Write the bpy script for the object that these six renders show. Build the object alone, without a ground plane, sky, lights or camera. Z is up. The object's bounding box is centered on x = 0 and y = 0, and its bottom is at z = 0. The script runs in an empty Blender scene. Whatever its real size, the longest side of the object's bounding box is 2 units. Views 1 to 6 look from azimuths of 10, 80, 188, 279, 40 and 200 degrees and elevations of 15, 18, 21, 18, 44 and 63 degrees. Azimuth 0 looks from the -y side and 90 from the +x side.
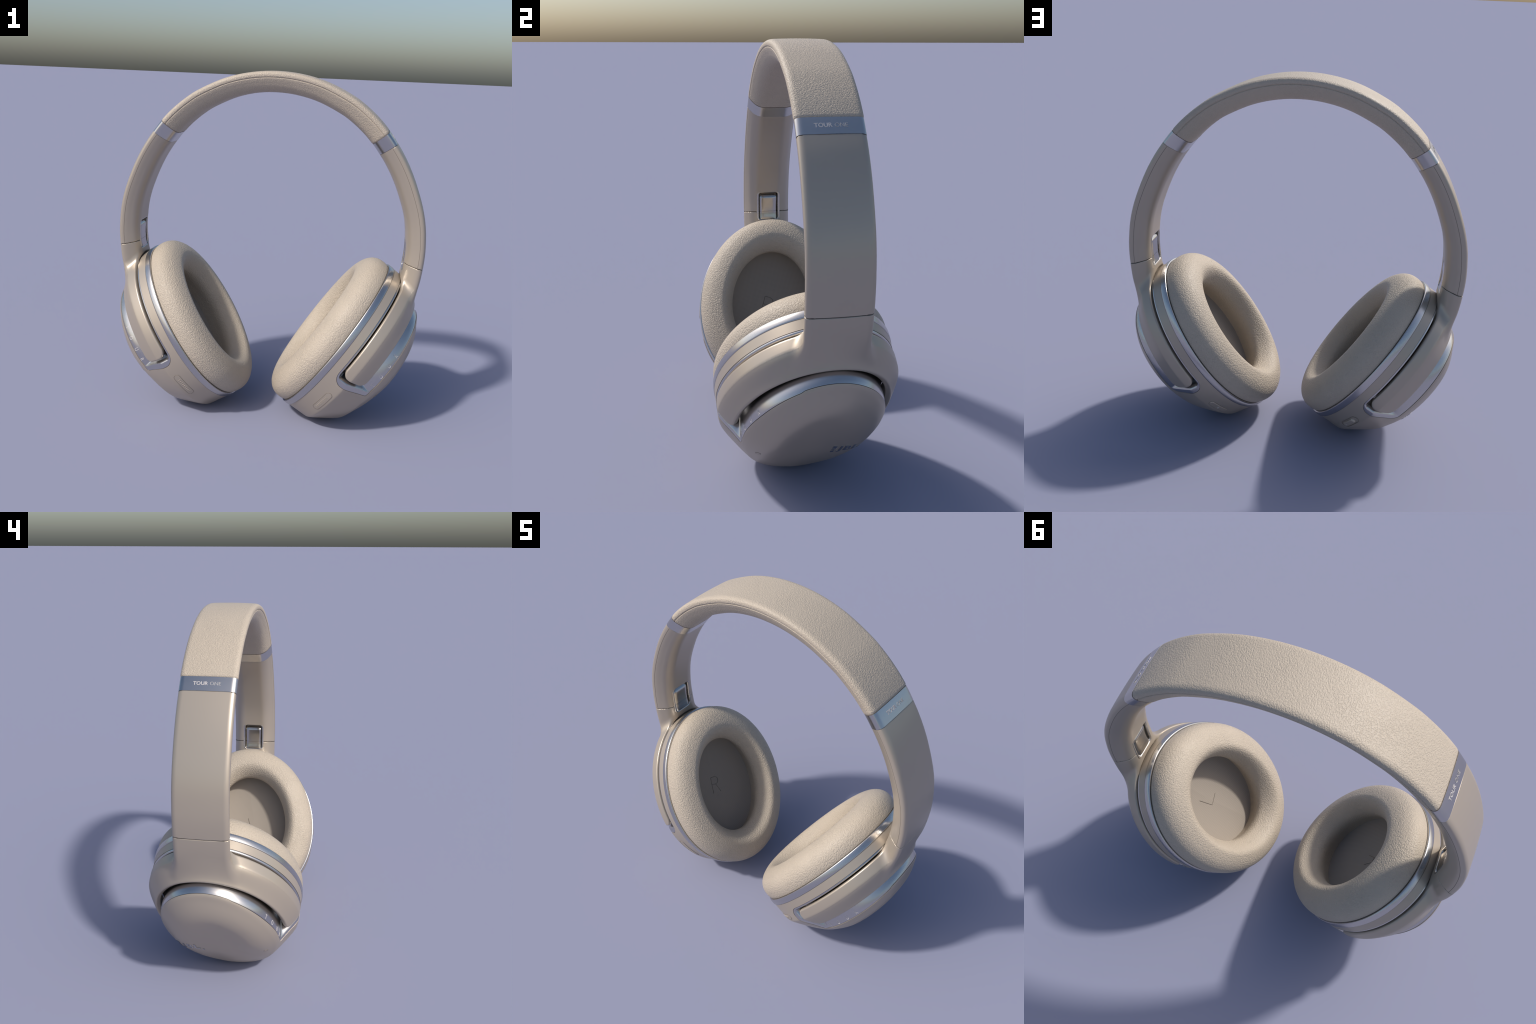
# Over-ear headphones: padded headband, metal trims, fork arms, two tilted ear cups.
import bpy, math
import numpy as np
from mathutils import Vector

# ------------------------------------------------------------------ helpers
def unit(v):
    v = np.asarray(v, float)
    return v / np.linalg.norm(v)

def smax(a, b, k):
    h = np.clip(0.5 - 0.5 * (b - a) / k, 0, 1)
    return b + (a - b) * h + k * h * (1 - h)

def smin(a, b, k):
    return -smax(-a, -b, k)

def sstep(x, lo, hi):
    t = np.clip((np.asarray(x, float) - lo) / (hi - lo), 0, 1)
    return t * t * (3 - 2 * t)

def pchip(xk, yk, x):
    """monotone cubic through control points"""
    xk, yk = np.asarray(xk, float), np.asarray(yk, float)
    hk = np.diff(xk); dk = np.diff(yk) / hk
    m = np.zeros_like(yk)
    for i in range(1, len(xk) - 1):
        if dk[i - 1] * dk[i] > 0:
            w1, w2 = 2 * hk[i] + hk[i - 1], hk[i] + 2 * hk[i - 1]
            m[i] = (w1 + w2) / (w1 / dk[i - 1] + w2 / dk[i])
    m[0], m[-1] = dk[0], dk[-1]
    x = np.asarray(x, float)
    i = np.clip(np.searchsorted(xk, x) - 1, 0, len(hk) - 1)
    t = (x - xk[i]) / hk[i]
    return ((2*t**3 - 3*t**2 + 1) * yk[i] + (t**3 - 2*t**2 + t) * hk[i] * m[i]
            + (-2*t**3 + 3*t**2) * yk[i+1] + (t**3 - t**2) * hk[i] * m[i+1])

def catmull(pts, per):
    pts = np.asarray(pts, float)
    ext = np.vstack([2 * pts[0] - pts[1], pts, 2 * pts[-1] - pts[-2]])
    out = []
    t = np.linspace(0, 1, per, endpoint=False)[:, None]
    for i in range(len(pts) - 1):
        a, b, c, d = ext[i:i + 4]
        out.append(0.5 * (2*b + (c - a)*t + (2*a - 5*b + 4*c - d)*t**2 + (3*b - a - 3*c + d)*t**3))
    out.append(pts[-1:])
    return np.vstack(out)

ROOT = None
MATS = {}

def make(name, verts, faces, mat, parent=None, side=1, normals=None, smooth=True, angle=None):
    verts = np.array(verts, float)
    if side < 0:
        verts = verts * np.array([-1, 1, 1])
        faces = [tuple(reversed(f)) for f in faces]
        if normals is not None:
            normals = np.asarray(normals) * np.array([-1, 1, 1])
    me = bpy.data.meshes.new(name)
    me.from_pydata(verts.tolist(), [], [tuple(int(i) for i in f) for f in faces])
    me.update()
    if smooth:
        me.polygons.foreach_set("use_smooth", [True] * len(me.polygons))
    if angle is not None:
        me.set_sharp_from_angle(angle=math.radians(angle))
    if normals is not None:
        me.normals_split_custom_set_from_vertices(np.asarray(normals).tolist())
    me.materials.append(MATS[mat])
    ob = bpy.data.objects.new(name, me)
    bpy.context.scene.collection.objects.link(ob)
    ob.parent = parent if parent is not None else ROOT
    return ob

def grid_faces(nu, nv, wrap_v=False, flip=False):
    f = []
    for i in range(nu - 1):
        for j in range(nv if wrap_v else nv - 1):
            a, b = i * nv + j, i * nv + (j + 1) % nv
            q = (a, b, b + nv, a + nv)
            f.append(q[::-1] if flip else q)
    return f

def tube(points, radius, sides=8, closed=False):
    p = np.asarray(points, float); n = len(p)
    t = np.roll(p, -1, 0) - np.roll(p, 1, 0) if closed else np.gradient(p, axis=0)
    t /= np.linalg.norm(t, axis=1)[:, None]
    ref = np.array([0, 0, 1.0]) if abs(t[0][2]) < 0.9 else np.array([1.0, 0, 0])
    V = []
    nrm = np.cross(t[0], ref); nrm /= np.linalg.norm(nrm)
    for i in range(n):
        nrm = nrm - t[i] * (nrm @ t[i]); nrm /= np.linalg.norm(nrm)
        b = np.cross(t[i], nrm)
        for k in range(sides):
            a = 2 * math.pi * k / sides
            V.append(p[i] + radius * (math.cos(a) * nrm + math.sin(a) * b))
    F = []
    for i in range(n if closed else n - 1):
        for k in range(sides):
            i2, k2 = (i + 1) % n, (k + 1) % sides
            F.append((i * sides + k, i * sides + k2, i2 * sides + k2, i2 * sides + k))
    if not closed:
        F.append(tuple(range(sides))[::-1]); F.append(tuple((n - 1) * sides + k for k in range(sides)))
    return np.array(V), F

def surface_nets(f, lo, hi, step):
    """closed surface of f = 0 on a regular grid, vertices pulled onto the surface, with exact normals"""
    ax = [np.arange(l, h_ + step, step) for l, h_ in zip(lo, hi)]
    X, Y, Z = np.meshgrid(*ax, indexing="ij")
    val = f(X, Y, Z)
    ins = val < 0
    nx, ny, nz = val.shape
    cs = (nx - 1, ny - 1, nz - 1)
    cnt = np.zeros(cs); acc = np.zeros(cs + (3,))
    def sl(ofs):
        return tuple(slice(o, o + c) for o, c in zip(ofs, cs))
    corners = [(i, j, k) for i in (0, 1) for j in (0, 1) for k in (0, 1)]
    for c1 in corners:
        for axis in range(3):
            if c1[axis]:
                continue
            c2 = tuple(1 if a == axis else c for a, c in enumerate(c1))
            v1, v2 = val[sl(c1)], val[sl(c2)]
            cross = (v1 < 0) != (v2 < 0)
            t = np.where(cross, v1 / np.where(cross, v1 - v2, 1), 0)
            cnt += cross
            for a in range(3):
                acc[..., a] += np.where(cross, c1[a] + (t if a == axis else 0), 0)
    act = cnt > 0
    idx = -np.ones(cs, int); idx[act] = np.arange(act.sum())
    base = np.argwhere(act)
    V = (base + acc[act] / cnt[act][:, None]) * step + np.array([a[0] for a in ax])
    def grad(P):
        e = step * 0.15
        g = np.zeros_like(P)
        for a in range(3):
            d = np.zeros(3); d[a] = e
            q, r = P + d, P - d
            g[:, a] = (f(q[:, 0], q[:, 1], q[:, 2]) - f(r[:, 0], r[:, 1], r[:, 2])) / (2 * e)
        return g
    for _ in range(3):
        g = grad(V); fv = f(V[:, 0], V[:, 1], V[:, 2])
        mv = -g * (fv / np.maximum((g * g).sum(1), 0.05))[:, None]
        ln = np.linalg.norm(mv, axis=1)[:, None]
        V = V + mv * np.minimum(1, 0.6 * step / np.maximum(ln, 1e-9))
    N = grad(V); N /= np.maximum(np.linalg.norm(N, axis=1)[:, None], 1e-9)
    F = []
    for axis in range(3):
        o1, o2 = (axis + 1) % 3, (axis + 2) % 3
        s1 = [slice(1, -1)] * 3; s1[axis] = slice(0, -1); s2 = list(s1); s2[axis] = slice(1, None)
        a_in, b_in = ins[tuple(s1)], ins[tuple(s2)]
        pos = np.argwhere(a_in != b_in)
        first = a_in[a_in != b_in]
        off = np.ones(3, int); off[axis] = 0
        pos = pos + off
        e1 = np.zeros(3, int); e1[o1] = 1
        e2 = np.zeros(3, int); e2[o2] = 1
        q = [idx[tuple((pos - e1 - e2).T)], idx[tuple((pos - e2).T)], idx[tuple(pos.T)], idx[tuple((pos - e1).T)]]
        q = np.stack(q, 1)
        q[~first] = q[~first][:, ::-1]
        F.append(q)
    return V, [tuple(r) for r in np.vstack(F)], N

def clip_region(u, v, fn, keep):
    """triangles of a (u, v) grid kept where fn >= 0 with edges cut exactly; returns param points, faces, boundary edges"""
    nu, nv = len(u), len(v)
    U, W = np.meshgrid(u, v, indexing="ij")
    val = fn(U, W)
    pts = np.stack([U.ravel(), W.ravel()], 1); val = val.ravel()
    i, j = np.meshgrid(np.arange(nu - 1), np.arange(nv - 1), indexing="ij")
    a = (i * nv + j).ravel(); b = a + 1; c = a + nv + 1; d = a + nv
    inside = val >= 0
    quad = np.stack([a, b, c, d], 1)
    cnt = inside[quad].sum(1)
    faces = [tuple(q) for q in quad[cnt == 4]]
    new_pts = [p for p in pts]
    cache = {}
    def cutpt(p, q):
        key = (min(p, q), max(p, q))
        if key not in cache:
            p0, q0 = pts[p], pts[q]; fa, fb = val[p], val[q]
            lo, hi = 0.0, 1.0
            t = fa / (fa - fb)
            for _ in range(4):
                m = p0 + (q0 - p0) * t
                fm = float(fn(m[0:1], m[1:2])[0])
                if (fm >= 0) == (fa >= 0): lo, fa = t, fm
                else: hi, fb = t, fm
                if abs(fa - fb) < 1e-12: break
                t = lo + (hi - lo) * fa / (fa - fb)
            cache[key] = len(new_pts); new_pts.append(p0 + (q0 - p0) * t)
        return cache[key]
    for q in quad[(cnt > 0) & (cnt < 4)]:
        for tri in ((q[0], q[1], q[2]), (q[0], q[2], q[3])):
            poly = []
            for k in range(3):
                p, r = tri[k], tri[(k + 1) % 3]
                if inside[p]: poly.append(p)
                if inside[p] != inside[r]: poly.append(cutpt(p, r))
            if len(poly) >= 3: faces.append(tuple(poly))
    used = np.unique(np.concatenate([np.array(f) for f in faces]))
    remap = -np.ones(len(new_pts), int); remap[used] = np.arange(len(used))
    P = np.array(new_pts)[used]
    faces = [tuple(remap[list(f)]) for f in faces]
    cut = set(int(remap[k]) for k in cache.values() if remap[k] >= 0)
    return P, faces, cut

def weld(V, F, tol=1e-6):
    key = np.round(V / tol).astype(np.int64)
    _, first, inv = np.unique(key, axis=0, return_index=True, return_inverse=True)
    inv = inv.ravel()
    out = []
    for f in F:
        g = []
        for i in f:
            k = inv[i]
            if not g or g[-1] != k: g.append(k)
        if len(g) > 1 and g[0] == g[-1]: g.pop()
        if len(g) >= 3 and len(set(g)) == len(g): out.append(tuple(g))
    return V[first], out

def boundary_skirt(V, F, N, depth):
    """turn open edges down along -N so that the sheet shows a thickness"""
    count = {}
    for f in F:
        for k in range(len(f)):
            a, b = f[k], f[(k + 1) % len(f)]
            count[(a, b)] = count.get((a, b), 0) + 1
    edges = [(a, b) for (a, b) in count if (b, a) not in count]
    ids = sorted(set(i for e in edges for i in e)); m = {}
    V = list(V)
    for i in ids:
        m[i] = len(V); V.append(V[i] - N[i] * depth)
    F = list(F) + [(b, a, m[a], m[b]) for a, b in edges]
    return np.array(V), F

def vert_normals(V, F):
    N = np.zeros_like(V)
    for f in F:
        a, b, c = V[f[0]], V[f[1]], V[f[2]]
        n_ = np.cross(b - a, c - a)
        for i in f: N[i] += n_
    return N / np.maximum(np.linalg.norm(N, axis=1)[:, None], 1e-12)

# ------------------------------------------------------------------ materials
def node_mat(name):
    m = bpy.data.materials.new(name); m.use_nodes = True
    nt = m.node_tree; b = nt.nodes["Principled BSDF"]
    return m, nt, b

def srgb(r, g, b):
    return tuple(((c / 255) / 12.92 if c / 255 <= 0.04045 else ((c / 255 + 0.055) / 1.055) ** 2.4) for c in (r, g, b)) + (1,)

BEIGE = (0.44, 0.379, 0.308, 1)
LEATHER = (0.450, 0.384, 0.306, 1)

def build_materials():
    # satin moulded plastic
    m, nt, b = node_mat("satin_plastic"); MATS["plastic"] = m
    tc = nt.nodes.new("ShaderNodeTexCoord")
    nz = nt.nodes.new("ShaderNodeTexNoise"); nz.inputs["Scale"].default_value = 900; nz.inputs["Detail"].default_value = 1
    nt.links.new(tc.outputs["Object"], nz.inputs["Vector"])
    bp = nt.nodes.new("ShaderNodeBump"); bp.inputs["Strength"].default_value = 0.03; bp.inputs["Distance"].default_value = 0.0006
    nt.links.new(nz.outputs["Fac"], bp.inputs["Height"]); nt.links.new(bp.outputs["Normal"], b.inputs["Normal"])
    b.inputs["Base Color"].default_value = BEIGE
    b.inputs["Roughness"].default_value = 0.36
    b.inputs["Metallic"].default_value = 0.45
    # grained leatherette: smooth wrinkles, on the headband drawn out across the band
    for key, stretch, fine in (("leather", 0.62, 205), ("pad_leather", 0.85, 160)):
        m, nt, b = node_mat("grained_" + key); MATS[key] = m
        tc = nt.nodes.new("ShaderNodeTexCoord")
        rt = nt.nodes.new("ShaderNodeMapping"); rt.inputs["Rotation"].default_value = (-0.4, 0.0, 0.0)
        nt.links.new(tc.outputs["Object"], rt.inputs["Vector"])
        mp = nt.nodes.new("ShaderNodeMapping"); mp.inputs["Scale"].default_value = (1.0, stretch, 1.0)
        nt.links.new(rt.outputs["Vector"], mp.inputs["Vector"])
        ns = nt.nodes.new("ShaderNodeTexNoise"); ns.inputs["Scale"].default_value = fine; ns.inputs["Detail"].default_value = 1.2
        ns.inputs["Roughness"].default_value = 0.45; ns.inputs["Distortion"].default_value = 0.5
        nt.links.new(mp.outputs["Vector"], ns.inputs["Vector"])
        mr = nt.nodes.new("ShaderNodeMapRange"); mr.interpolation_type = "SMOOTHSTEP"      # rounded pebbles with narrow creases
        mr.inputs["From Min"].default_value = 0.30; mr.inputs["From Max"].default_value = 0.62
        nt.links.new(ns.outputs["Fac"], mr.inputs["Value"])
        # the hide is tauter in places
        big = nt.nodes.new("ShaderNodeTexNoise"); big.inputs["Scale"].default_value = 5; big.inputs["Detail"].default_value = 1
        nt.links.new(tc.outputs["Object"], big.inputs["Vector"])
        amp = nt.nodes.new("ShaderNodeMapRange"); amp.inputs["From Min"].default_value = 0.3; amp.inputs["From Max"].default_value = 0.65
        amp.inputs["To Min"].default_value = 0.55; amp.inputs["To Max"].default_value = 1.0
        nt.links.new(big.outputs["Fac"], amp.inputs["Value"])
        mul = nt.nodes.new("ShaderNodeMath"); mul.operation = "MULTIPLY"
        nt.links.new(mr.outputs["Result"], mul.inputs[0]); nt.links.new(amp.outputs["Result"], mul.inputs[1])
        bp = nt.nodes.new("ShaderNodeBump"); bp.inputs["Strength"].default_value = 0.85; bp.inputs["Distance"].default_value = 0.0016 if key == "leather" else 0.0022
        nt.links.new(mul.outputs[0], bp.inputs["Height"]); nt.links.new(bp.outputs["Normal"], b.inputs["Normal"])
        b.inputs["Base Color"].default_value = LEATHER
        b.inputs["Roughness"].default_value = 0.5
        b.inputs["Specular IOR Level"].default_value = 0.4
    # brushed, lightly satined metal
    m, nt, b = node_mat("satin_metal"); MATS["metal"] = m
    b.inputs["Base Color"].default_value = (0.56, 0.545, 0.53, 1)
    b.inputs["Metallic"].default_value = 1.0
    b.inputs["Roughness"].default_value = 0.27
    m, nt, b = node_mat("dark_satin_metal"); MATS["dark_metal"] = m
    b.inputs["Base Color"].default_value = (0.50, 0.48, 0.455, 1); b.inputs["Metallic"].default_value = 1.0; b.inputs["Roughness"].default_value = 0.2
    # near-black colour put in for the shade inside joints and recesses
    m, nt, b = node_mat("gap_shade_black"); MATS["gap"] = m
    b.inputs["Base Color"].default_value = (0.05, 0.045, 0.04, 1)
    b.inputs["Roughness"].default_value = 0.7
    # dark colour of thin tubes that stand in for shaded panel grooves
    m, nt, b = node_mat("seam_shade_line"); MATS["seam"] = m
    b.inputs["Base Color"].default_value = (0.19, 0.16, 0.13, 1)
    b.inputs["Roughness"].default_value = 0.6
    # woven speaker cloth
    m, nt, b = node_mat("woven_cloth"); MATS["cloth"] = m
    tc = nt.nodes.new("ShaderNodeTexCoord")
    wx = nt.nodes.new("ShaderNodeTexWave"); wx.bands_direction = "Y"; wx.inputs["Scale"].default_value = 40; wx.inputs["Distortion"].default_value = 0.4
    wz = nt.nodes.new("ShaderNodeTexWave"); wz.bands_direction = "Z"; wz.inputs["Scale"].default_value = 48; wz.inputs["Distortion"].default_value = 0.4
    nt.links.new(tc.outputs["Object"], wx.inputs["Vector"]); nt.links.new(tc.outputs["Object"], wz.inputs["Vector"])
    mu = nt.nodes.new("ShaderNodeMath"); mu.operation = "MULTIPLY"
    nt.links.new(wx.outputs["Fac"], mu.inputs[0]); nt.links.new(wz.outputs["Fac"], mu.inputs[1])
    cr = nt.nodes.new("ShaderNodeValToRGB")
    cr.color_ramp.elements[0].color = (0.315, 0.275, 0.233, 1); cr.color_ramp.elements[1].color = (0.265, 0.231, 0.196, 1)
    nt.links.new(mu.outputs[0], cr.inputs["Fac"]); nt.links.new(cr.outputs["Color"], b.inputs["Base Color"])
    bp = nt.nodes.new("ShaderNodeBump"); bp.inputs["Strength"].default_value = 0.2; bp.inputs["Distance"].default_value = 0.001; bp.invert = True
    nt.links.new(mu.outputs[0], bp.inputs["Height"]); nt.links.new(bp.outputs["Normal"], b.inputs["Normal"])
    b.inputs["Roughness"].default_value = 0.9
    # printed / etched lettering
    m, nt, b = node_mat("pale_print"); MATS["print"] = m
    b.inputs["Base Color"].default_value = (0.52, 0.49, 0.48, 1); b.inputs["Roughness"].default_value = 0.5
    m, nt, b = node_mat("faint_print"); MATS["faint"] = m
    b.inputs["Base Color"].default_value = (0.42, 0.40, 0.39, 1); b.inputs["Roughness"].default_value = 0.5
    m, nt, b = node_mat("etched_metal"); MATS["etch"] = m
    b.inputs["Base Color"].default_value = (0.45, 0.45, 0.47, 1); b.inputs["Metallic"].default_value = 1; b.inputs["Roughness"].default_value = 0.16

build_materials()
ROOT = bpy.data.objects.new("headphones", None)
bpy.context.scene.collection.objects.link(ROOT)
ROOT["label"] = "beige over-ear headphones with leather pads and satin metal trims"
ROOT["category"] = "headphones"

# ------------------------------------------------------------------ ear cup frame (right-hand cup; the other is its mirror)
C = np.array([0.4245, -0.001, 0.5099])
TILT, YAW, ROLL = 0.5948, 0.0108, -0.215
A0, B0 = 0.4010, 0.5051
n_ = np.array([-math.cos(TILT) * math.cos(YAW), -math.cos(TILT) * math.sin(YAW), math.sin(TILT)])
yh = -unit(np.cross(n_, [0, 0, 1])) if np.cross(n_, [0, 0, 1])[1] < 0 else unit(np.cross(n_, [0, 0, 1]))
uh = np.cross(unit(np.cross(n_, [0, 0, 1])), n_)
H_ = math.cos(ROLL) * yh + math.sin(ROLL) * uh
U_ = -math.sin(ROLL) * yh + math.cos(ROLL) * uh

# bowl profile: (axial position w, growth rho of both half axes)
PROF = [(-0.3880, -0.5051), (-0.3870, -0.3800), (-0.3845, -0.3000), (-0.3800, -0.2480), (-0.3720, -0.2080), (-0.3600, -0.1740), (-0.340, -0.1360),
        (-0.32, -0.1060), (-0.30, -0.0890), (-0.28, -0.0740), (-0.26, -0.0600), (-0.24, -0.0465), (-0.20, -0.0200),
        (-0.180, -0.0078), (-0.172, -0.0036), (-0.166, -0.0008), (-0.158, 0.0004), (-0.10, 0.002), (-0.04, 0.004), (0.0, 0.005), (0.06, 0.005)]
PW = np.array([p[0] for p in PROF]); PR = np.array([p[1] for p in PROF])
wd = -0.388 * (1 - (1 - np.linspace(0.0, 1.0, 1600)) ** 2)   # denser towards the flat pole
rd = pchip(PW, PR, wd)
sd = np.concatenate([[0], np.cumsum(np.hypot(np.diff(wd), np.diff(rd)))])   # arc length from the ring outwards
def s_of_w(w): return np.interp(-np.asarray(w, float), -wd, sd)
def w_of_s(s): return np.interp(s, sd, wd)
def r_of_w(w): return np.interp(-np.asarray(w, float), -wd, rd)
slope_d = np.gradient(rd, wd)
def slope_of_w(w): return np.interp(-np.asarray(w, float), -wd, slope_d)
# arc length around the cup as a function of the ellipse angle
thd = np.linspace(-math.pi, 2 * math.pi, 3001)
td = np.concatenate([[0], np.cumsum(np.hypot(np.diff((A0 - 0.03) * np.cos(thd)), np.diff((B0 - 0.03) * np.sin(thd))))])
td -= np.interp(0, thd, td)
def t_of_th(th): return np.interp(th, thd, td)
def th_of_t(t): return np.interp(t, td, thd)
deg = math.radians

def half_axes(rho):
    """rim zone grows both half axes alike; the cap inside it shrinks in proportion to a single pole"""
    b = np.maximum(B0 + rho, 0)
    return np.where(rho > -0.1, A0 + rho, (A0 - 0.1) / (B0 - 0.1) * b), b

def rho_at(x, y):
    """which family member passes over the plan position (x, y)"""
    q = np.linspace(-0.5, -0.02, 3000); a, b = half_axes(q)
    rho = np.array([q[np.argmin(np.abs((i / a) ** 2 + (j / b) ** 2 - 1))] for i, j in zip(np.ravel(x), np.ravel(y))])
    a, b = half_axes(rho)
    return rho, np.arctan2(np.ravel(y) / b, np.ravel(x) / a)

def cup_pt(w, rho, th):
    w, rho, th = np.broadcast_arrays(np.asarray(w, float), rho, th)
    a, b = half_axes(rho)
    x = a * np.cos(th); y = b * np.sin(th)
    return C + w[..., None] * n_ + x[..., None] * H_ + y[..., None] * U_

def neck_recess(w, rho, th):
    """the bowl slopes more steeply on the side that faces the fork's neck"""
    return 0.019 * sstep(-w, 0.175, 0.245) * sstep(rho, -0.27, -0.12) * np.exp(-((th - deg(98)) / deg(42)) ** 2)

FULL = [(-90, -0.0110), (-68, -0.0120), (-38, -0.0050), (0, 0.0050), (45, 0.0060), (98, 0.0), (150, 0.0090), (180, 0.0130), (218, -0.0015), (245, -0.0105), (270, -0.0110)]
def cap_fullness(w, rho, th):
    """the cap bulges towards the sides and is drawn in at the foot"""
    d = (np.degrees(th) + 90) % 360 - 90
    v = pchip([p[0] for p in FULL], [p[1] for p in FULL], d)
    return np.where(v > 0, v * sstep(-w, 0.25, 0.335), v * sstep(-w, 0.310, 0.362)) * sstep(rho, -0.42, -0.25)

def bowl(s, th, lift=0.0):
    """point of the bowl surface at arc position s, angle th, lifted along the normal"""
    w = w_of_s(s); rho = r_of_w(w); k = slope_of_w(w)
    q = np.sqrt(1 + k * k)
    lift = lift - neck_recess(w, rho, th) + cap_fullness(w, rho, th)
    return cup_pt(w - lift * k / q, rho + lift / q, th)

def bowl_normals(s, th):
    return unit_rows(bowl(s, th, 0.004) - bowl(s, th, -0.004))

def unit_rows(v):
    return v / np.maximum(np.linalg.norm(v, axis=-1, keepdims=True), 1e-12)

# channel (metal liner) and yoke footprints in (s, t)
TH_MID = deg(97.7)
def rbox(s, t, s0, s1, t0, t1, r):
    ds = np.abs(s - (s0 + s1) / 2) - (s1 - s0) / 2 + r
    dt = np.abs(t - (t0 + t1) / 2) - (t1 - t0) / 2 + r
    return np.minimum(np.maximum(ds, dt), 0) + np.hypot(np.maximum(ds, 0), np.maximum(dt, 0)) - r

def cap_edge_w(th):
    d = np.degrees(th)
    return -0.309 - 0.016 * sstep(d, 122.5, 130.0) * (1 - sstep(d, 136, 186)) + 0.006 * sstep(d, 186, 203)

LS0 = float(s_of_w(-0.087)); LT0, LT1 = float(t_of_th(deg(-5.8))), float(t_of_th(deg(201.4)))
def liner_sdf(s, t):
    """negative inside the channel footprint"""
    a = rbox(s, t, LS0, LS0 + 0.6, LT0, LT1, 0.062)
    b = s - s_of_w(cap_edge_w(th_of_t(t)))
    # rounded outer corners, the rear one wider
    rear = rbox(s, t, LS0 - 0.6, float(s_of_w(-0.3125)), LT0, LT1 + 1.0, 0.055)
    front = rbox(s, t, LS0 - 0.6, float(s_of_w(-0.3270)), LT0 - 1.0, LT1, 0.034)
    return smax(smax(a, np.maximum(rear, front), 0.004), b, 0.010)
YS0, YS1 = float(s_of_w(-0.109)), float(s_of_w(-0.254)); YT0, YT1 = float(t_of_th(deg(0.3))), float(t_of_th(deg(194.8)))
def yoke_sdf(s, t):
    return smax(rbox(s, t, YS0, YS0 + 0.6, YT0, YT1, 0.045), rbox(s, t, YS1 - 0.6, YS1, YT0, YT1, 0.046), 0.004)

def liner_depth(s, t):
    inner = -rbox(s, t, LS0, LS0 + 0.6, LT0, LT1, 0.062)
    outer = np.maximum(s_of_w(-0.3105) - s, 0)      # straight reference, so the step in the cap edge stays flush
    d1 = 0.0016 + 0.062 * sstep(inner, 0.007, 0.036)
    d2 = 0.0016 + 0.052 * np.clip(outer / 0.085, 0, 1.9) ** 1.35
    past = np.maximum(YT0 - t, t - YT1)                      # beyond the fork's tips the floor rises
    d3 = 0.0016 + 0.070 * sstep(-past, -0.026, 0.016)
    return np.maximum(smin(smin(d1, d2, 0.012), d3, 0.020), 0.0012)

# ------------------------------------------------------------------ headband path and section
PATH = [(0, 1.9935), (0.14, 1.9818), (0.28, 1.9456), (0.42, 1.8810), (0.50, 1.8287), (0.575, 1.7657), (0.635, 1.7025), (0.685, 1.6385), (0.732, 1.570),
        (0.779, 1.486), (0.820, 1.394), (0.857, 1.292), (0.879, 1.20), (0.890, 1.10), (0.892, 1.03), (0.888, 0.96), (0.882, 0.90), (0.873, 0.845),
        (0.861, 0.80), (0.842, 0.755), (0.818, 0.715)]
_full = [(-x, z) for x, z in PATH[:0:-1]] + PATH
_pc = catmull(_full, 40)
_l = np.concatenate([[0], np.cumsum(np.linalg.norm(np.diff(_pc, axis=0), axis=1))])
mid = np.interp(0, _pc[:, 0], _l)
LEN = _l[-1] - mid
sig = np.linspace(-LEN, LEN, 1601)
pathx = np.interp(sig + mid, _l, _pc[:, 0]); pathz = np.interp(sig + mid, _l, _pc[:, 1])
for _ in range(60):   # relax control-point ripple
    pathx[1:-1] = 0.25 * pathx[:-2] + 0.5 * pathx[1:-1] + 0.25 * pathx[2:]
    pathz[1:-1] = 0.25 * pathz[:-2] + 0.5 * pathz[1:-1] + 0.25 * pathz[2:]
tx, tz = np.gradient(pathx, sig), np.gradient(pathz, sig)
tl = np.hypot(tx, tz); tx, tz = tx / tl, tz / tl
YC = 0.052
HALF, THICK = 0.1475, 0.1075

def band_pt(sg, y, d):
    """sg: arc length from the crown (towards +x), y across (0 = middle), d: depth below the outer face"""
    px, pz = np.interp(sg, sig, pathx), np.interp(sg, sig, pathz)
    ax, az = np.interp(sg, sig, tx), np.interp(sg, sig, tz)
    sg, y, d = np.broadcast_arrays(sg, y, d)
    return np.stack([px + az * d, y + YC, pz - ax * d], -1)

def section_sdf(y, d, soft=0.0):
    """rounded trapezoid: wide outer face, slanting sides, narrower inner face"""
    ya = np.abs(y)
    crown = -(d + 0.004 * (1 - (ya / HALF) ** 2))
    side = ya - HALF
    sl = unit([THICK - 0.026, 0.047])
    slant = (ya - HALF + 0.002) * sl[0] + (d - 0.026) * sl[1]
    inner = d - THICK - 0.001 * (1 - (ya / 0.09) ** 2)
    f = smax(crown, side, 0.034)
    f = smax(f, slant, 0.018)
    return smax(f, inner, 0.04)

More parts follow.
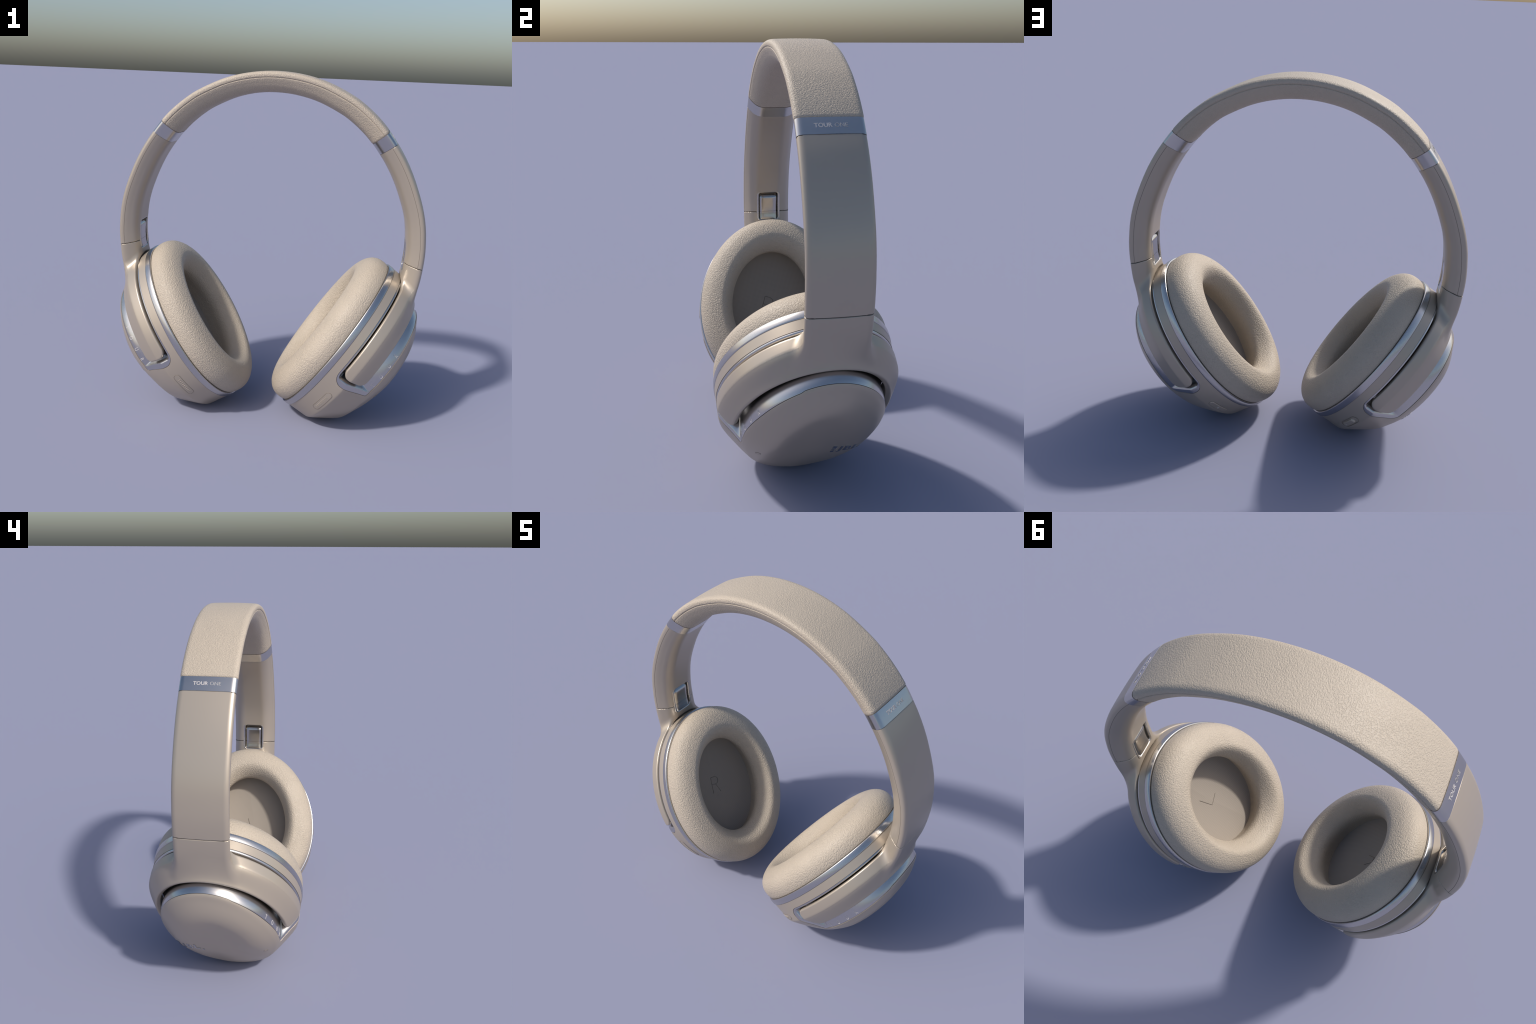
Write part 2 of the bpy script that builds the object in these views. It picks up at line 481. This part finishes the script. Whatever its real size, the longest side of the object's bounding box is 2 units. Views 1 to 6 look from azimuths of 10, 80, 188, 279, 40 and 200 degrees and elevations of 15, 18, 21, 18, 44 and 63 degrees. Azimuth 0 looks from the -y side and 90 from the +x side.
def section_loop(count, notch=0.0, notch_d=0.03, grow=0.0):
    cy, cd = 0.0, 0.05
    ang = np.linspace(0, 2 * math.pi, 4001)[:-1]
    lo, hi = np.zeros_like(ang), np.full_like(ang, 0.3)
    for _ in range(40):
        m = (lo + hi) / 2
        v = section_sdf(cy + m * np.cos(ang), cd + m * np.sin(ang)) - grow
        lo, hi = np.where(v < 0, m, lo), np.where(v < 0, hi, m)
    y, d = cy + lo * np.cos(ang), cd + lo * np.sin(ang)
    L = np.concatenate([[0], np.cumsum(np.hypot(np.diff(np.append(y, y[0])), np.diff(np.append(d, d[0]))))])
    q = np.linspace(0, L[-1], count + 1)[:-1]
    Y = np.interp(q, L, np.append(y, y[0])); D = np.interp(q, L, np.append(d, d[0]))
    if notch:
        amt = notch * np.exp(-((D - notch_d) / 0.0022) ** 2) * (np.abs(Y) > 0.115)
        Y = Y - np.sign(Y) * amt
    return Y, D

def sweep(s0, s1, ns, loop, taper=None):
    Y, D = loop
    ss = np.linspace(s0, s1, ns); cnt = len(Y)
    V = np.zeros((ns, cnt, 3))
    for i, s in enumerate(ss):
        k = taper(s) if taper else 0.0      # pull the section towards its middle
        yy = Y * (1 - k / HALF); dd = D + (0.054 - D) * (k / 0.054)
        V[i] = band_pt(np.full(cnt, s), yy, dd)
    V = V.reshape(-1, 3)
    F = grid_faces(ns, cnt, wrap_v=True)
    F.append(tuple(range(cnt))[::-1]); F.append(tuple((ns - 1) * cnt + k for k in range(cnt)))
    return V, F

def orient(V, F):
    """make faces point outwards (positive volume)"""
    vol = 0.0
    for f in F:
        a = V[f[0]]
        for k in range(1, len(f) - 1):
            vol += np.dot(a, np.cross(V[f[k]], V[f[k + 1]]))
    return F if vol > 0 else [tuple(reversed(f)) for f in F]

def sig_at(x):
    i = np.searchsorted(pathx[800:1350], x)
    return sig[800 + i]

S_TRIM0 = float(sig_at(0.635)); S_TRIM1 = S_TRIM0 + 0.0765

# cushion
def taper(s):
    e = S_TRIM0 - abs(s)
    return 0.0035 * (1 - sstep(e, 0.0, 0.012)) ** 2
V, F = sweep(-S_TRIM0 + 0.0005, S_TRIM0 - 0.0005, 260, section_loop(520, notch=0.0042, grow=0.0015), taper)
make("headband_cushion", V, orient(V, F), "leather")

def text_mesh(body, size, bold=0.0, shear=0.0, spacing=1.0):
    cu = bpy.data.curves.new("lettering_curve", "FONT"); cu.body = body; cu.size = 1.0
    cu.align_x = "CENTER"; cu.align_y = "CENTER"; cu.offset = bold / size; cu.shear = shear; cu.resolution_u = 4; cu.space_character = spacing
    ob = bpy.data.objects.new("lettering_curve", cu); bpy.context.scene.collection.objects.link(ob)
    bpy.context.view_layer.update()
    me = bpy.data.meshes.new_from_object(ob.evaluated_get(bpy.context.evaluated_depsgraph_get()))
    v = np.array([p.co[:] for p in me.vertices]); f = [tuple(p.vertices) for p in me.polygons]
    bpy.data.objects.remove(ob); bpy.data.curves.remove(cu); bpy.data.meshes.remove(me)
    return v[:, :2] * size, f

def emboss(name, uv, F, mapper, mat, parent, height=0.0012):
    """lettering as a thin raised slab: mapper(u, v, lift) -> 3D"""
    top = mapper(uv[:, 0], uv[:, 1], height); bot = mapper(uv[:, 0], uv[:, 1], -0.002)
    count = {}
    for f in F:
        for k in range(len(f)):
            count[(f[k], f[(k + 1) % len(f)])] = 1
    n0 = len(uv)
    faces = list(F) + [(b, a, a + n0, b + n0) for (a, b) in count if (b, a) not in count]
    return make(name, np.vstack([top, bot]), faces, mat, parent, smooth=False)

# ------------------------------------------------------------------ implicit arm / fork
def path_field(X, Z):
    """arc position and depth of points in the xz plane relative to the (right half) band path"""
    sel = slice(800, 1601, 4)
    px, pz, qx, qz, sg = pathx[sel], pathz[sel], tx[sel], tz[sel], sig[sel]
    x, z = X.ravel(), Z.ravel()
    best = np.full(x.shape, 9.0); S = np.zeros_like(x); D = np.zeros_like(x)
    for i in range(len(px)):
        dx, dz = x - px[i], z - pz[i]
        al = dx * qx[i] + dz * qz[i]
        dep = dx * qz[i] - dz * qx[i]      # inward normal = (tz, -tx)
        r = dx * dx + dz * dz
        m = r < best
        best = np.where(m, r, best); S = np.where(m, sg[i] + al, S); D = np.where(m, dep, D)
    return S.reshape(X.shape), D.reshape(X.shape)

# seam between arm and fork: slightly tilted plane
SEAM_P = np.array([0.888, 0, 0.957]); SEAM_N = unit([0.20, 0, 1.0])
S_SEAM = float(sig[800:][np.argmin(np.abs((pathx[800:] - 0.888) ** 2 + (pathz[800:] - 0.957) ** 2))])
SLOT_S = (S_SEAM - 0.150, S_SEAM + 0.042)
S_SPLIT = S_SEAM - 0.0145     # where the joint crosses the inner face

def slot_sdf(S, y, D):
    ya = np.abs(y) - 0.060
    sa = np.abs(S - (SLOT_S[0] + SLOT_S[1]) / 2) - (SLOT_S[1] - SLOT_S[0]) / 2
    r = 0.02
    q = np.minimum(np.maximum(ya + r, sa + r), 0) + np.hypot(np.maximum(ya + r, 0), np.maximum(sa + r, 0)) - r
    return np.maximum(q, (THICK - 0.035) - D)

def arm_fn(X, Y, Z):
    if X.ndim == 3:
        S, D = path_field(X[:, 0, :], Z[:, 0, :]); S, D = S[:, None, :] + 0 * Y, D[:, None, :] + 0 * Y
    else:
        S, D = path_field(X, Z)
    f = section_sdf(Y - YC, D)
    f = smax(f, (S_TRIM1 + 0.0004) - S, 0.0015)
    seam = (X - SEAM_P[0]) * SEAM_N[0] + (Z - SEAM_P[2]) * SEAM_N[2]
    f = smax(f, 0.0011 - seam, 0.002)
    return smax(f, -slot_sdf(S, Y - YC, D), 0.003)

def cup_field(X, Y, Z):
    d = np.stack([X - C[0], Y - C[1], Z - C[2]], -1)
    w, x, y = d @ n_, d @ H_, d @ U_
    rho = np.hypot(x, y) - 0.45
    for _ in range(6):
        a, b = np.maximum(A0 + rho, 0.03), np.maximum(B0 + rho, 0.03)
        q = np.sqrt((x / a) ** 2 + (y / b) ** 2) + 1e-9
        rho = rho + (q - 1) * q / (x * x / a ** 3 + y * y / b ** 3 + 1e-9)
        rho = np.clip(rho, -0.36, 0.6)
    a, b = np.maximum(A0 + rho, 0.03), np.maximum(B0 + rho, 0.03)
    th = np.arctan2(y / b, x / a)
    th = np.where(th < deg(-82), th + 2 * math.pi, th)
    return w, rho, th

def yoke_fn(X, Y, Z):
    w, rho, th = cup_field(X, Y, Z)
    k = slope_of_w(w)
    g = (rho - r_of_w(w)) / np.sqrt(1 + k * k) + neck_recess(w, r_of_w(w), th)
    # arc position of the foot point on the profile
    wf = np.clip(w + g * k / np.sqrt(1 + k * k), -0.43, 0.0)
    s, t = s_of_w(wf), t_of_th(th)
    f = smax(g - 0.004, -(g + 0.028), 0.006)
    f = smax(f, yoke_sdf(s, t), 0.010)
    # neck that comes down from the headband arm
    if X.ndim == 3:
        S, D = path_field(X[:, 0, :], Z[:, 0, :]); S, D = S[:, None, :] + 0 * Y, D[:, None, :] + 0 * Y
    else:
        S, D = path_field(X, Z)
    neck = section_sdf(Y - YC, D)
    neck = smax(neck, S - (LEN - 0.03), 0.02)
    neck = smax(neck, -(g + 0.026), 0.006)
    neck = smax(neck, w_clear(w, g), 0.006)
    f = smin(f, neck, 0.045)
    seam = (X - SEAM_P[0]) * SEAM_N[0] + (Z - SEAM_P[2]) * SEAM_N[2]
    f = smax(f, seam + 0.0011, 0.002)
    return smax(f, -slot_sdf(S, Y - YC, D), 0.003)

def w_clear(w, g):
    """keeps the neck off the cup wall on the pad side"""
    return np.minimum(w + 0.107, 0.009 - g)

def half_mesh(fn, lo, hi, step):
    return surface_nets(fn, lo, hi, step)

ARM = half_mesh(arm_fn, (0.57, -0.105, 0.94), (0.905, 0.205, 1.66), 0.005)
_th = np.radians(np.linspace(-3, 198, 200))
_pp = np.vstack([bowl(np.full(200, s), _th) for s in np.linspace(YS0, YS1, 6)])
_lo = np.minimum(_pp.min(0), [0.74, -0.11, 0.70]) - 0.03; _hi = np.maximum(_pp.max(0), [0.90, 0.2, 0.98]) + 0.03
YOKE = half_mesh(yoke_fn, _lo, _hi, 0.005)

# ------------------------------------------------------------------ cup lofts
def loft(wr, nth=288, close_in=False):
    wr = np.array(wr); th = np.linspace(0, 2 * math.pi, nth, endpoint=False)
    V = cup_pt(wr[:, :1] + 0 * th, wr[:, 1:] + 0 * th, th[None, :] + 0 * wr[:, :1]).reshape(-1, 3)
    F = grid_faces(len(wr), nth, wrap_v=True)
    if close_in:
        F.append(tuple((len(wr) - 1) * nth + k for k in range(nth)))
    return V, F

PAD = [(-0.012, -0.03), (-0.004, -0.012), (0.000, -0.0065), (0.006, -0.0025), (0.02, 0.0008), (0.04, 0.0016), (0.06, -0.0006), (0.08, -0.0075), (0.10, -0.0205),
       (0.12, -0.0435), (0.133, -0.069), (0.1415, -0.095), (0.1445, -0.116), (0.1415, -0.136), (0.131, -0.155), (0.113, -0.174), (0.09, -0.191),
       (0.065, -0.203), (0.04, -0.203), (0.015, -0.194), (-0.015, -0.177), (-0.06, -0.158)]
_padc = catmull(PAD, 6)
PADMESH = loft(_padc, 360)

RING = [(0.000, -0.02), (0.0000, -0.001), (0.0, 0.0035), (-0.0015, 0.0062), (-0.005, 0.0072), (-0.018, 0.0078), (-0.032, 0.0072), (-0.0362, 0.0062), (-0.0375, 0.004), (-0.0375, -0.02)]
RINGMESH = loft(RING, 360)

S_END = sd[-1]; S_RING = float(s_of_w(-0.0382))
s_grid = np.concatenate([np.linspace(S_RING, 0.36, 110), np.linspace(0.36, S_END - 0.0005, 70)[1:]])
t_grid = np.linspace(float(t_of_th(deg(-81))), float(t_of_th(deg(279))), 620)

def shell_mesh():
    P, F, cut = clip_region(s_grid, t_grid, lambda s, t: liner_sdf(s, t) - 0.0012, True)
    th = th_of_t(P[:, 1]); 
    V = bowl(P[:, 0], th)
    V2, F2 = weld(V, F)
    F2 = orient_by(V2, F2)
    N = vert_normals(V2, F2)
    return boundary_skirt(V2, F2, N, 0.016)

def orient_by(V, F):
    """outward from the cup axis"""
    f = F[len(F) // 2]
    c = V[list(f)].mean(0); nn = np.cross(V[f[1]] - V[f[0]], V[f[2]] - V[f[0]])
    return F if nn @ (c - (C - 0.15 * n_)) > 0 else [tuple(reversed(q)) for q in F]

def liner_mesh():
    ss = np.linspace(LS0 - 0.004, float(s_of_w(-0.335)), 110)
    tt = np.linspace(LT0 - 0.004, LT1 + 0.004, 620)
    P, F, cut = clip_region(ss, tt, lambda s, t: -liner_sdf(s, t) - 0.0008, True)
    th = th_of_t(P[:, 1])
    V = bowl(P[:, 0], th, -liner_depth(P[:, 0], P[:, 1]))
    F = orient_by(V, F)
    N = vert_normals(V, F)
    return boundary_skirt(V, F, N, 0.01)

SHELL = shell_mesh()
LINER = liner_mesh()

def patch(s0, s1, th0, th1, r, height, edge, base=0.0, res=0.0022, dome=0.0):
    """rounded-rectangle plate following the bowl, raised by height with a soft edge"""
    t0, t1 = float(t_of_th(th0)), float(t_of_th(th1))
    ss = np.arange(s0 - res, s1 + 2 * res, res); tt = np.arange(t0 - res, t1 + 2 * res, res)
    fn = lambda s, t: -rbox(s, t, s0, s1, t0, t1, r)
    P, F, cut = clip_region(ss, tt, fn, True)
    e = np.maximum(fn(P[:, 0], P[:, 1]), 0)
    q = np.clip(e / edge, 0, 1)
    lift = base + height * np.sqrt(1 - (1 - q) ** 2) + dome * sstep(e, 0, r)
    V = bowl(P[:, 0], th_of_t(P[:, 1]), lift)
    F = orient_by(V, F)
    return V, F

def outline(s0, s1, th0, th1, r, lift, count=120):
    t0, t1 = float(t_of_th(th0)), float(t_of_th(th1))
    pts = []
    for cs, ct, a0 in ((s1 - r, t1 - r, 0), (s0 + r, t1 - r, 90), (s0 + r, t0 + r, 180), (s1 - r, t0 + r, 270)):
        for a in np.radians(np.linspace(a0, a0 + 90, 10)):
            pts.append((cs + r * math.cos(a), ct + r * math.sin(a)))
    pts = np.array(pts)
    d = np.concatenate([[0], np.cumsum(np.linalg.norm(np.diff(np.vstack([pts, pts[:1]]), axis=0), axis=1))])
    q = np.linspace(0, d[-1], count, endpoint=False); pc = np.vstack([pts, pts[:1]])
    s, t = np.interp(q, d, pc[:, 0]), np.interp(q, d, pc[:, 1])
    return bowl(s, th_of_t(t), lift)

# ------------------------------------------------------------------ assemble both sides
for side in (1, -1):
    def world(V):
        return V * np.array([side, 1, 1])
    # --- metal trim with lettering
    V, F = sweep(S_TRIM0, S_TRIM1, 16, section_loop(320, grow=0.0006))
    trim = make("trim_band", V, orient(V, F), "metal", side=side, angle=40)
    sc = (S_TRIM0 + S_TRIM1) / 2
    for word, off, bold, mat, size in (("TOUR", -0.034, 0.0002, "print", 0.0265), ("ONE", 0.0395, -0.0004, "faint", 0.0265)):
        uv, TF = text_mesh(word, size, bold)
        # reads left to right seen from outside; its top points to the crown
        def mapper(u, v, lift, off=off, sg=side):
            y = sg * (u + off)
            return world(band_pt(sc - v, y, -0.004 * (1 - (y / HALF) ** 2) - lift - 0.0006))
        emboss("lettering", uv, TF, mapper, mat, trim)
    # --- arm
    arm = make("headband_arm", *ARM[:2], "plastic", side=side, normals=ARM[2])
    # fine panel lines along both arm flanks: dark tubes instead of grooves
    for sgn in (1, -1):
        Yl, Dl = section_loop(2000)
        i = np.argmin(np.abs(Dl - 0.030) + (np.sign(Yl) != sgn) * 9)
        ss = np.linspace(S_TRIM1 + 0.002, S_SEAM - 0.002, 120)
        V, F = tube(band_pt(ss, Yl[i] - sgn * 0.0006, Dl[i]), 0.0014, 6)
        make("panel_seam", V, orient(V, F), "seam", arm, side)
    # near-black plug added inside the arm-fork joint to stand for its shade
    Yl, Dl = section_loop(120)
    core = []
    for zz in (-0.004, 0.004):
        sg0 = S_SEAM + zz
        core.append(band_pt(np.full(120, sg0), Yl * 0.985, 0.054 + (Dl - 0.054) * np.where(Dl > 0.054, 0.40, 0.965)))
    core = np.vstack(core)
    # shear so that it follows the tilted joint plane
    core[:, 2] += -(core[:, 0] - SEAM_P[0]) * SEAM_N[0] / SEAM_N[2]
    F = [(k, (k + 1) % 120, 120 + (k + 1) % 120, 120 + k) for k in range(120)] + [tuple(range(120))[::-1], tuple(range(120, 240))]
    make("joint_dark_plug", core, orient(core, F), "gap", arm, side)
    # --- hinge window: frame and plate on the inner face
    s0, s1 = SLOT_S; cs_ = (s0 + s1) / 2
    def rr(hy, hs, r, count=96):
        pts = []
        for cy, cs2, a0 in ((hy - r, hs - r, 0), (-hy + r, hs - r, 90), (-hy + r, -hs + r, 180), (hy - r, -hs + r, 270)):
            for a in np.radians(np.linspace(a0, a0 + 90, 8)):
                pts.append((cy + r * math.cos(a), cs2 + r * math.sin(a)))
        p = np.array(pts); pc = np.vstack([p, p[:1]])
        d = np.concatenate([[0], np.cumsum(np.linalg.norm(np.diff(pc, axis=0), axis=1))])
        q = np.linspace(0, d[-1], count, endpoint=False)
        return np.interp(q, d, pc[:, 0]), np.interp(q, d, pc[:, 1])
    fy, fs = rr(0.0655, (s1 - s0) / 2 + 0.0045, 0.022)
    V, F = tube(band_pt(cs_ + fs, fy, THICK - 0.0062), 0.0070, 10, closed=True)
    frame = make("hinge_frame", V, orient(V, F), "metal", arm, side)
    # recess floor
    fy, fs = rr(0.062, (s1 - s0) / 2 + 0.002, 0.02)
    V = np.vstack([band_pt(cs_ + fs, fy, THICK - 0.033), band_pt(np.array([cs_]), 0.0, THICK - 0.033)])
    F = [(k, (k + 1) % 96, 96) for k in range(96)]
    nn = np.cross(V[1] - V[0], V[96] - V[0])
    if nn[0] > 0: F = [f[::-1] for f in F]
    make("recess_floor", V, F, "gap", arm, side)
    # two hinge plates, meeting at the joint; the upper one rolls away at its top
    for lo_, hi_, name in ((s0 + 0.008, S_SPLIT - 0.0005, "hinge_plate"), (S_SPLIT + 0.0005, s1 - 0.003, "hinge_plate")):
        nu, nv = 40, 40
        uu = np.linspace(-1, 1, nu); vv = np.linspace(0, 1, nv)
        UU, VV = np.meshgrid(uu, vv, indexing="ij")
        sgm = lo_ + (hi_ - lo_) * VV
        roll = 0.022 * (1 - sstep(sgm, s0 + 0.005, s0 + 0.05)) ** 2
        edge = 0.010 * np.abs(UU) ** 7
        dep = THICK - 0.0015 - roll - edge - 0.003 * sstep(sgm, s0 + 0.04, S_SEAM - 0.02) * (1 - sstep(sgm, S_SEAM - 0.01, s1))
        top = band_pt(sgm, UU * 0.0560, dep).reshape(-1, 3)
        bot = band_pt(sgm, UU * 0.0560, THICK - 0.036).reshape(-1, 3)
        m = nu * nv
        gf = grid_faces(nu, nv)
        F = list(gf) + [tuple(i + m for i in f[::-1]) for f in gf]
        ring_i = [i * nv for i in range(nu)] + [(nu - 1) * nv + j for j in range(1, nv)] + [i * nv + nv - 1 for i in range(nu - 2, -1, -1)] + [j for j in range(nv - 2, 0, -1)]
        for k in range(len(ring_i)):
            a, b = ring_i[k], ring_i[(k + 1) % len(ring_i)]
            F.append((b, a, a + m, b + m))
        V = np.vstack([top, bot])
        make(name, V, orient(V, F), "dark_metal", arm, side, angle=35)
    # --- fork
    make("fork_yoke", *YOKE[:2], "plastic", side=side, normals=YOKE[2])
    # --- ear cup
    shell = make("ear_cup_shell", *SHELL, "plastic", side=side, angle=42)
    make("metal_liner", *LINER, "metal", shell, side, angle=60)
    V, F = RINGMESH; make("metal_ring", V, orient(V, F), "metal", shell, side, angle=50)
    V, F = PADMESH
    pad = make("ear_pad", V, [f[::-1] for f in F], "pad_leather", side=side)
    # dark line between pad and ring
    th = np.linspace(0, 2 * math.pi, 361)[:-1]
    V, F = tube(cup_pt(0 * th + 0.0005, 0 * th - 0.0055, th), 0.0020, 6, closed=True)
    make("pad_seam", V, orient(V, F), "gap", pad, side)
    # speaker cloth
    nr, nth = 12, 180
    th = np.linspace(0, 2 * math.pi, nth, endpoint=False)
    rows = []
    for k in range(1, nr + 1):
        f_ = k / nr
        x = f_ * (A0 - 0.138) * np.cos(th); y = f_ * (B0 - 0.138) * np.sin(th)
        rows.append(C + (-0.084 + 0.046 * f_ * f_ - 0.020 * f_ * np.maximum(np.cos(th), 0))[:, None] * n_ + x[:, None] * H_ + y[:, None] * U_)
    V = np.vstack(rows + [(C - 0.084 * n_)[None]])
    F = grid_faces(nr, nth, wrap_v=True) + [(k, nr * nth, (k + 1) % nth) for k in range(nth)]
    f = F[-1]; 
    if np.cross(V[f[1]] - V[f[0]], V[f[2]] - V[f[0]]) @ n_ < 0: F = [q[::-1] for q in F]
    cloth = make("speaker_cloth", V, F, "cloth", pad, side)
    # letter drawn in thin strokes on the cloth: seen from the inside
    LH = math.cos(deg(-7)) * H_ + math.sin(deg(-7)) * U_; LU = -math.sin(deg(-7)) * H_ + math.cos(deg(-7)) * U_
    def stroke(pts):
        # letter plane: right = +y seen from +x looking to -x ; mirrored side handles itself
        pts = np.array(pts)
        pts = pts[np.append(True, np.linalg.norm(np.diff(pts, axis=0), axis=1) > 1e-5)]
        pts = np.vstack([pts[i] + (pts[i + 1] - pts[i]) * t for i in range(len(pts) - 1) for t in np.linspace(0, 1, 6)[:-1]] + [pts[-1]])
        p = np.array([C + (-0.0825 - 0.020 * max(a, 0) / (A0 - 0.138) + 0.046 * ((a * a) / (A0 - 0.138) ** 2 + (b * b) / (B0 - 0.138) ** 2)) * n_ + (a * LH + b * LU) for a, b in pts])
        V, F = tube(p, 0.0011, 6)
        make("side_letter", V, orient(V, F), "seam", cloth, side)
    hgt, wid = 0.052, 0.030
    if side > 0:      # L on this cup, its reading direction towards -y
        stroke([(0.030, hgt), (0.030, -hgt), (-0.040, -hgt)])
    else:             # R on the other cup
        a = np.radians(np.linspace(90, -90, 14))
        bowl_pts = [(-wid, -hgt), (-wid, hgt), (0.0, hgt)] + [(0.0 + 0.024 * math.cos(q), hgt - 0.024 + 0.024 * math.sin(q)) for q in a] + [(-wid, hgt - 0.048)]
        stroke(bowl_pts); stroke([(0.0, hgt - 0.048), (wid, -hgt)])
    # --- controls on the lower wall
    sa, sb = float(s_of_w(-0.112)), float(s_of_w(-0.150))
    V, F = patch(sa, sb, deg(-150.5), deg(-130.5), 0.018, 0.0012, 0.004)
    port = make("port_cover", V, F, "plastic", shell, side)
    V, F = tube(outline(sa, sb, deg(-150.5), deg(-130.5), 0.0188, 0.0004), 0.0014, 6, closed=True)
    make("port_seam", V, orient(V, F), "seam", port, side)
    # ribbed grip on the cover
    for k in range(9):
        thk = deg(-146.0 + 12.0 * k / 8)
        V, F = tube(np.array([bowl(np.array([q]), np.array([thk]), 0.0014)[0] for q in np.linspace(sa + 0.012, sb - 0.012, 6)]), 0.0015, 6)
        make("grip_rib", V, orient(V, F), "plastic", port, side)
    if side > 0:
        V, F = patch(sa + 0.002, sb, deg(-36), deg(-18.5), 0.017, 0.004, 0.007)
        btn = make("power_button", V, F, "plastic", shell, side)
        V, F = tube(outline(sa + 0.002, sb, deg(-36), deg(-18.5), 0.0178, 0.0002), 0.0014, 6, closed=True)
        make("button_seam", V, orient(V, F), "seam", btn, side)
        a = np.linspace(0, 2 * math.pi, 25)[:-1]
        sm = (sa + sb) / 2 + 0.001; tm = float(t_of_th(deg(-27)))
        V, F = tube(bowl(sm + 0.0055 * np.cos(a), th_of_t(tm + 0.0055 * np.sin(a)), 0.0042), 0.0013, 6, closed=True)
        make("button_icon", V, orient(V, F), "print", btn, side)
    else:
        V, F = patch(sa - 0.004, sb + 0.004, deg(-31), deg(-14.5), 0.022, -0.006, 0.008, base=0.0015)
        well = make("slider_well", V, F, "plastic", shell, side)
        V, F = tube(outline(sa - 0.004, sb + 0.004, deg(-31), deg(-14.5), 0.022, 0.0012), 0.0016, 6, closed=True)
        make("slider_seam", V, orient(V, F), "seam", well, side)
        V, F = patch(sa + 0.002, sb - 0.002, deg(-29.5), deg(-17.5), 0.015, 0.013, 0.012, base=-0.003)
        knob = make("slider_knob", V, F, "plastic", well, side)
        sm = (sa + sb) / 2; tm = float(t_of_th(deg(-26.5)))
        V, F = patch(sm - 0.003, sm + 0.003, deg(-27.2), deg(-26.0), 0.0028, 0.001, 0.002, base=0.0098, res=0.001)
        make("slider_dot", V, F, "print", knob, side)
    # --- lettering on the liner
    letters = "TOUR" if side < 0 else "RUOT"
    for ch, dg in zip(letters, (161.6, 171.2, 181.3, 190.6)):
        uv, TF = text_mesh(ch, 0.030, -0.0002)
        th0 = float(t_of_th(deg(dg))); s0_ = float(s_of_w(-0.2985))
        def mapper(u, v, lift, th0=th0, s0_=s0_, sg=side):
            t = th0 + (-u if sg > 0 else u) * 1.0
            s = s0_ - v
            return world(bowl(s, th_of_t(t), lift - liner_depth(s, t)))
        emboss("lettering", uv, TF, mapper, "print", shell, 0.0008)
    # --- logo on the outer cap: letters, with a bar-and-dot mark before and a dot after
    cxy = np.array([0.171, -0.037]); ang = deg(5)
    def logo_map(u, v, lift, sg=side):
        uu = u if sg > 0 else -u
        x = cxy[0] + uu * math.cos(ang) - v * math.sin(ang) ; y = cxy[1] + uu * math.sin(ang) + v * math.cos(ang)
        best, th_ = rho_at(x, y)
        wv = np.interp(best, rd[::-1], wd[::-1])
        return world(bowl(s_of_w(wv), th_, lift))
    uv, TF = text_mesh("JBL", 0.092, 0.002, spacing=1.15)
    uv[:, 0] *= 0.100 / (uv[:, 0].max() - uv[:, 0].min()); uv[:, 1] *= 0.066 / (uv[:, 1].max() - uv[:, 1].min())
    uv -= (uv.max(0) + uv.min(0)) / 2
    emboss("logo_lettering", uv, TF, logo_map, "etch", shell, 0.0022)
    for box in ((-0.078, -0.060, 0.008, 0.033), (-0.076, -0.062, -0.011, -0.001), (-0.076, -0.062, -0.033, -0.018), (0.060, 0.070, -0.033, -0.023)):
        u0, u1, v0, v1 = box
        uvb = np.array([(u0, v0), (u1, v0), (u1, v1), (u0, v1)])
        emboss("logo_mark", uvb, [(0, 1, 2, 3)], logo_map, "etch", shell, 0.0022)
    # touch-point mark
    mx, my = -0.225, -0.126
    rb, th_m = (float(v[0]) for v in rho_at(mx, my))
    s_m = float(s_of_w(np.interp(rb, rd[::-1], wd[::-1])))
    V, F = patch(s_m - 0.014, s_m + 0.014, th_m - 0.028, th_m + 0.028, 0.006, 0.0010, 0.004)
    make("touch_mark", V, F, "plastic", shell, side)
    V, F = tube(outline(s_m - 0.014, s_m + 0.014, th_m - 0.028, th_m + 0.028, 0.006, 0.0002), 0.0010, 6, closed=True)
    make("touch_mark_seam", V, orient(V, F), "seam", shell, side)
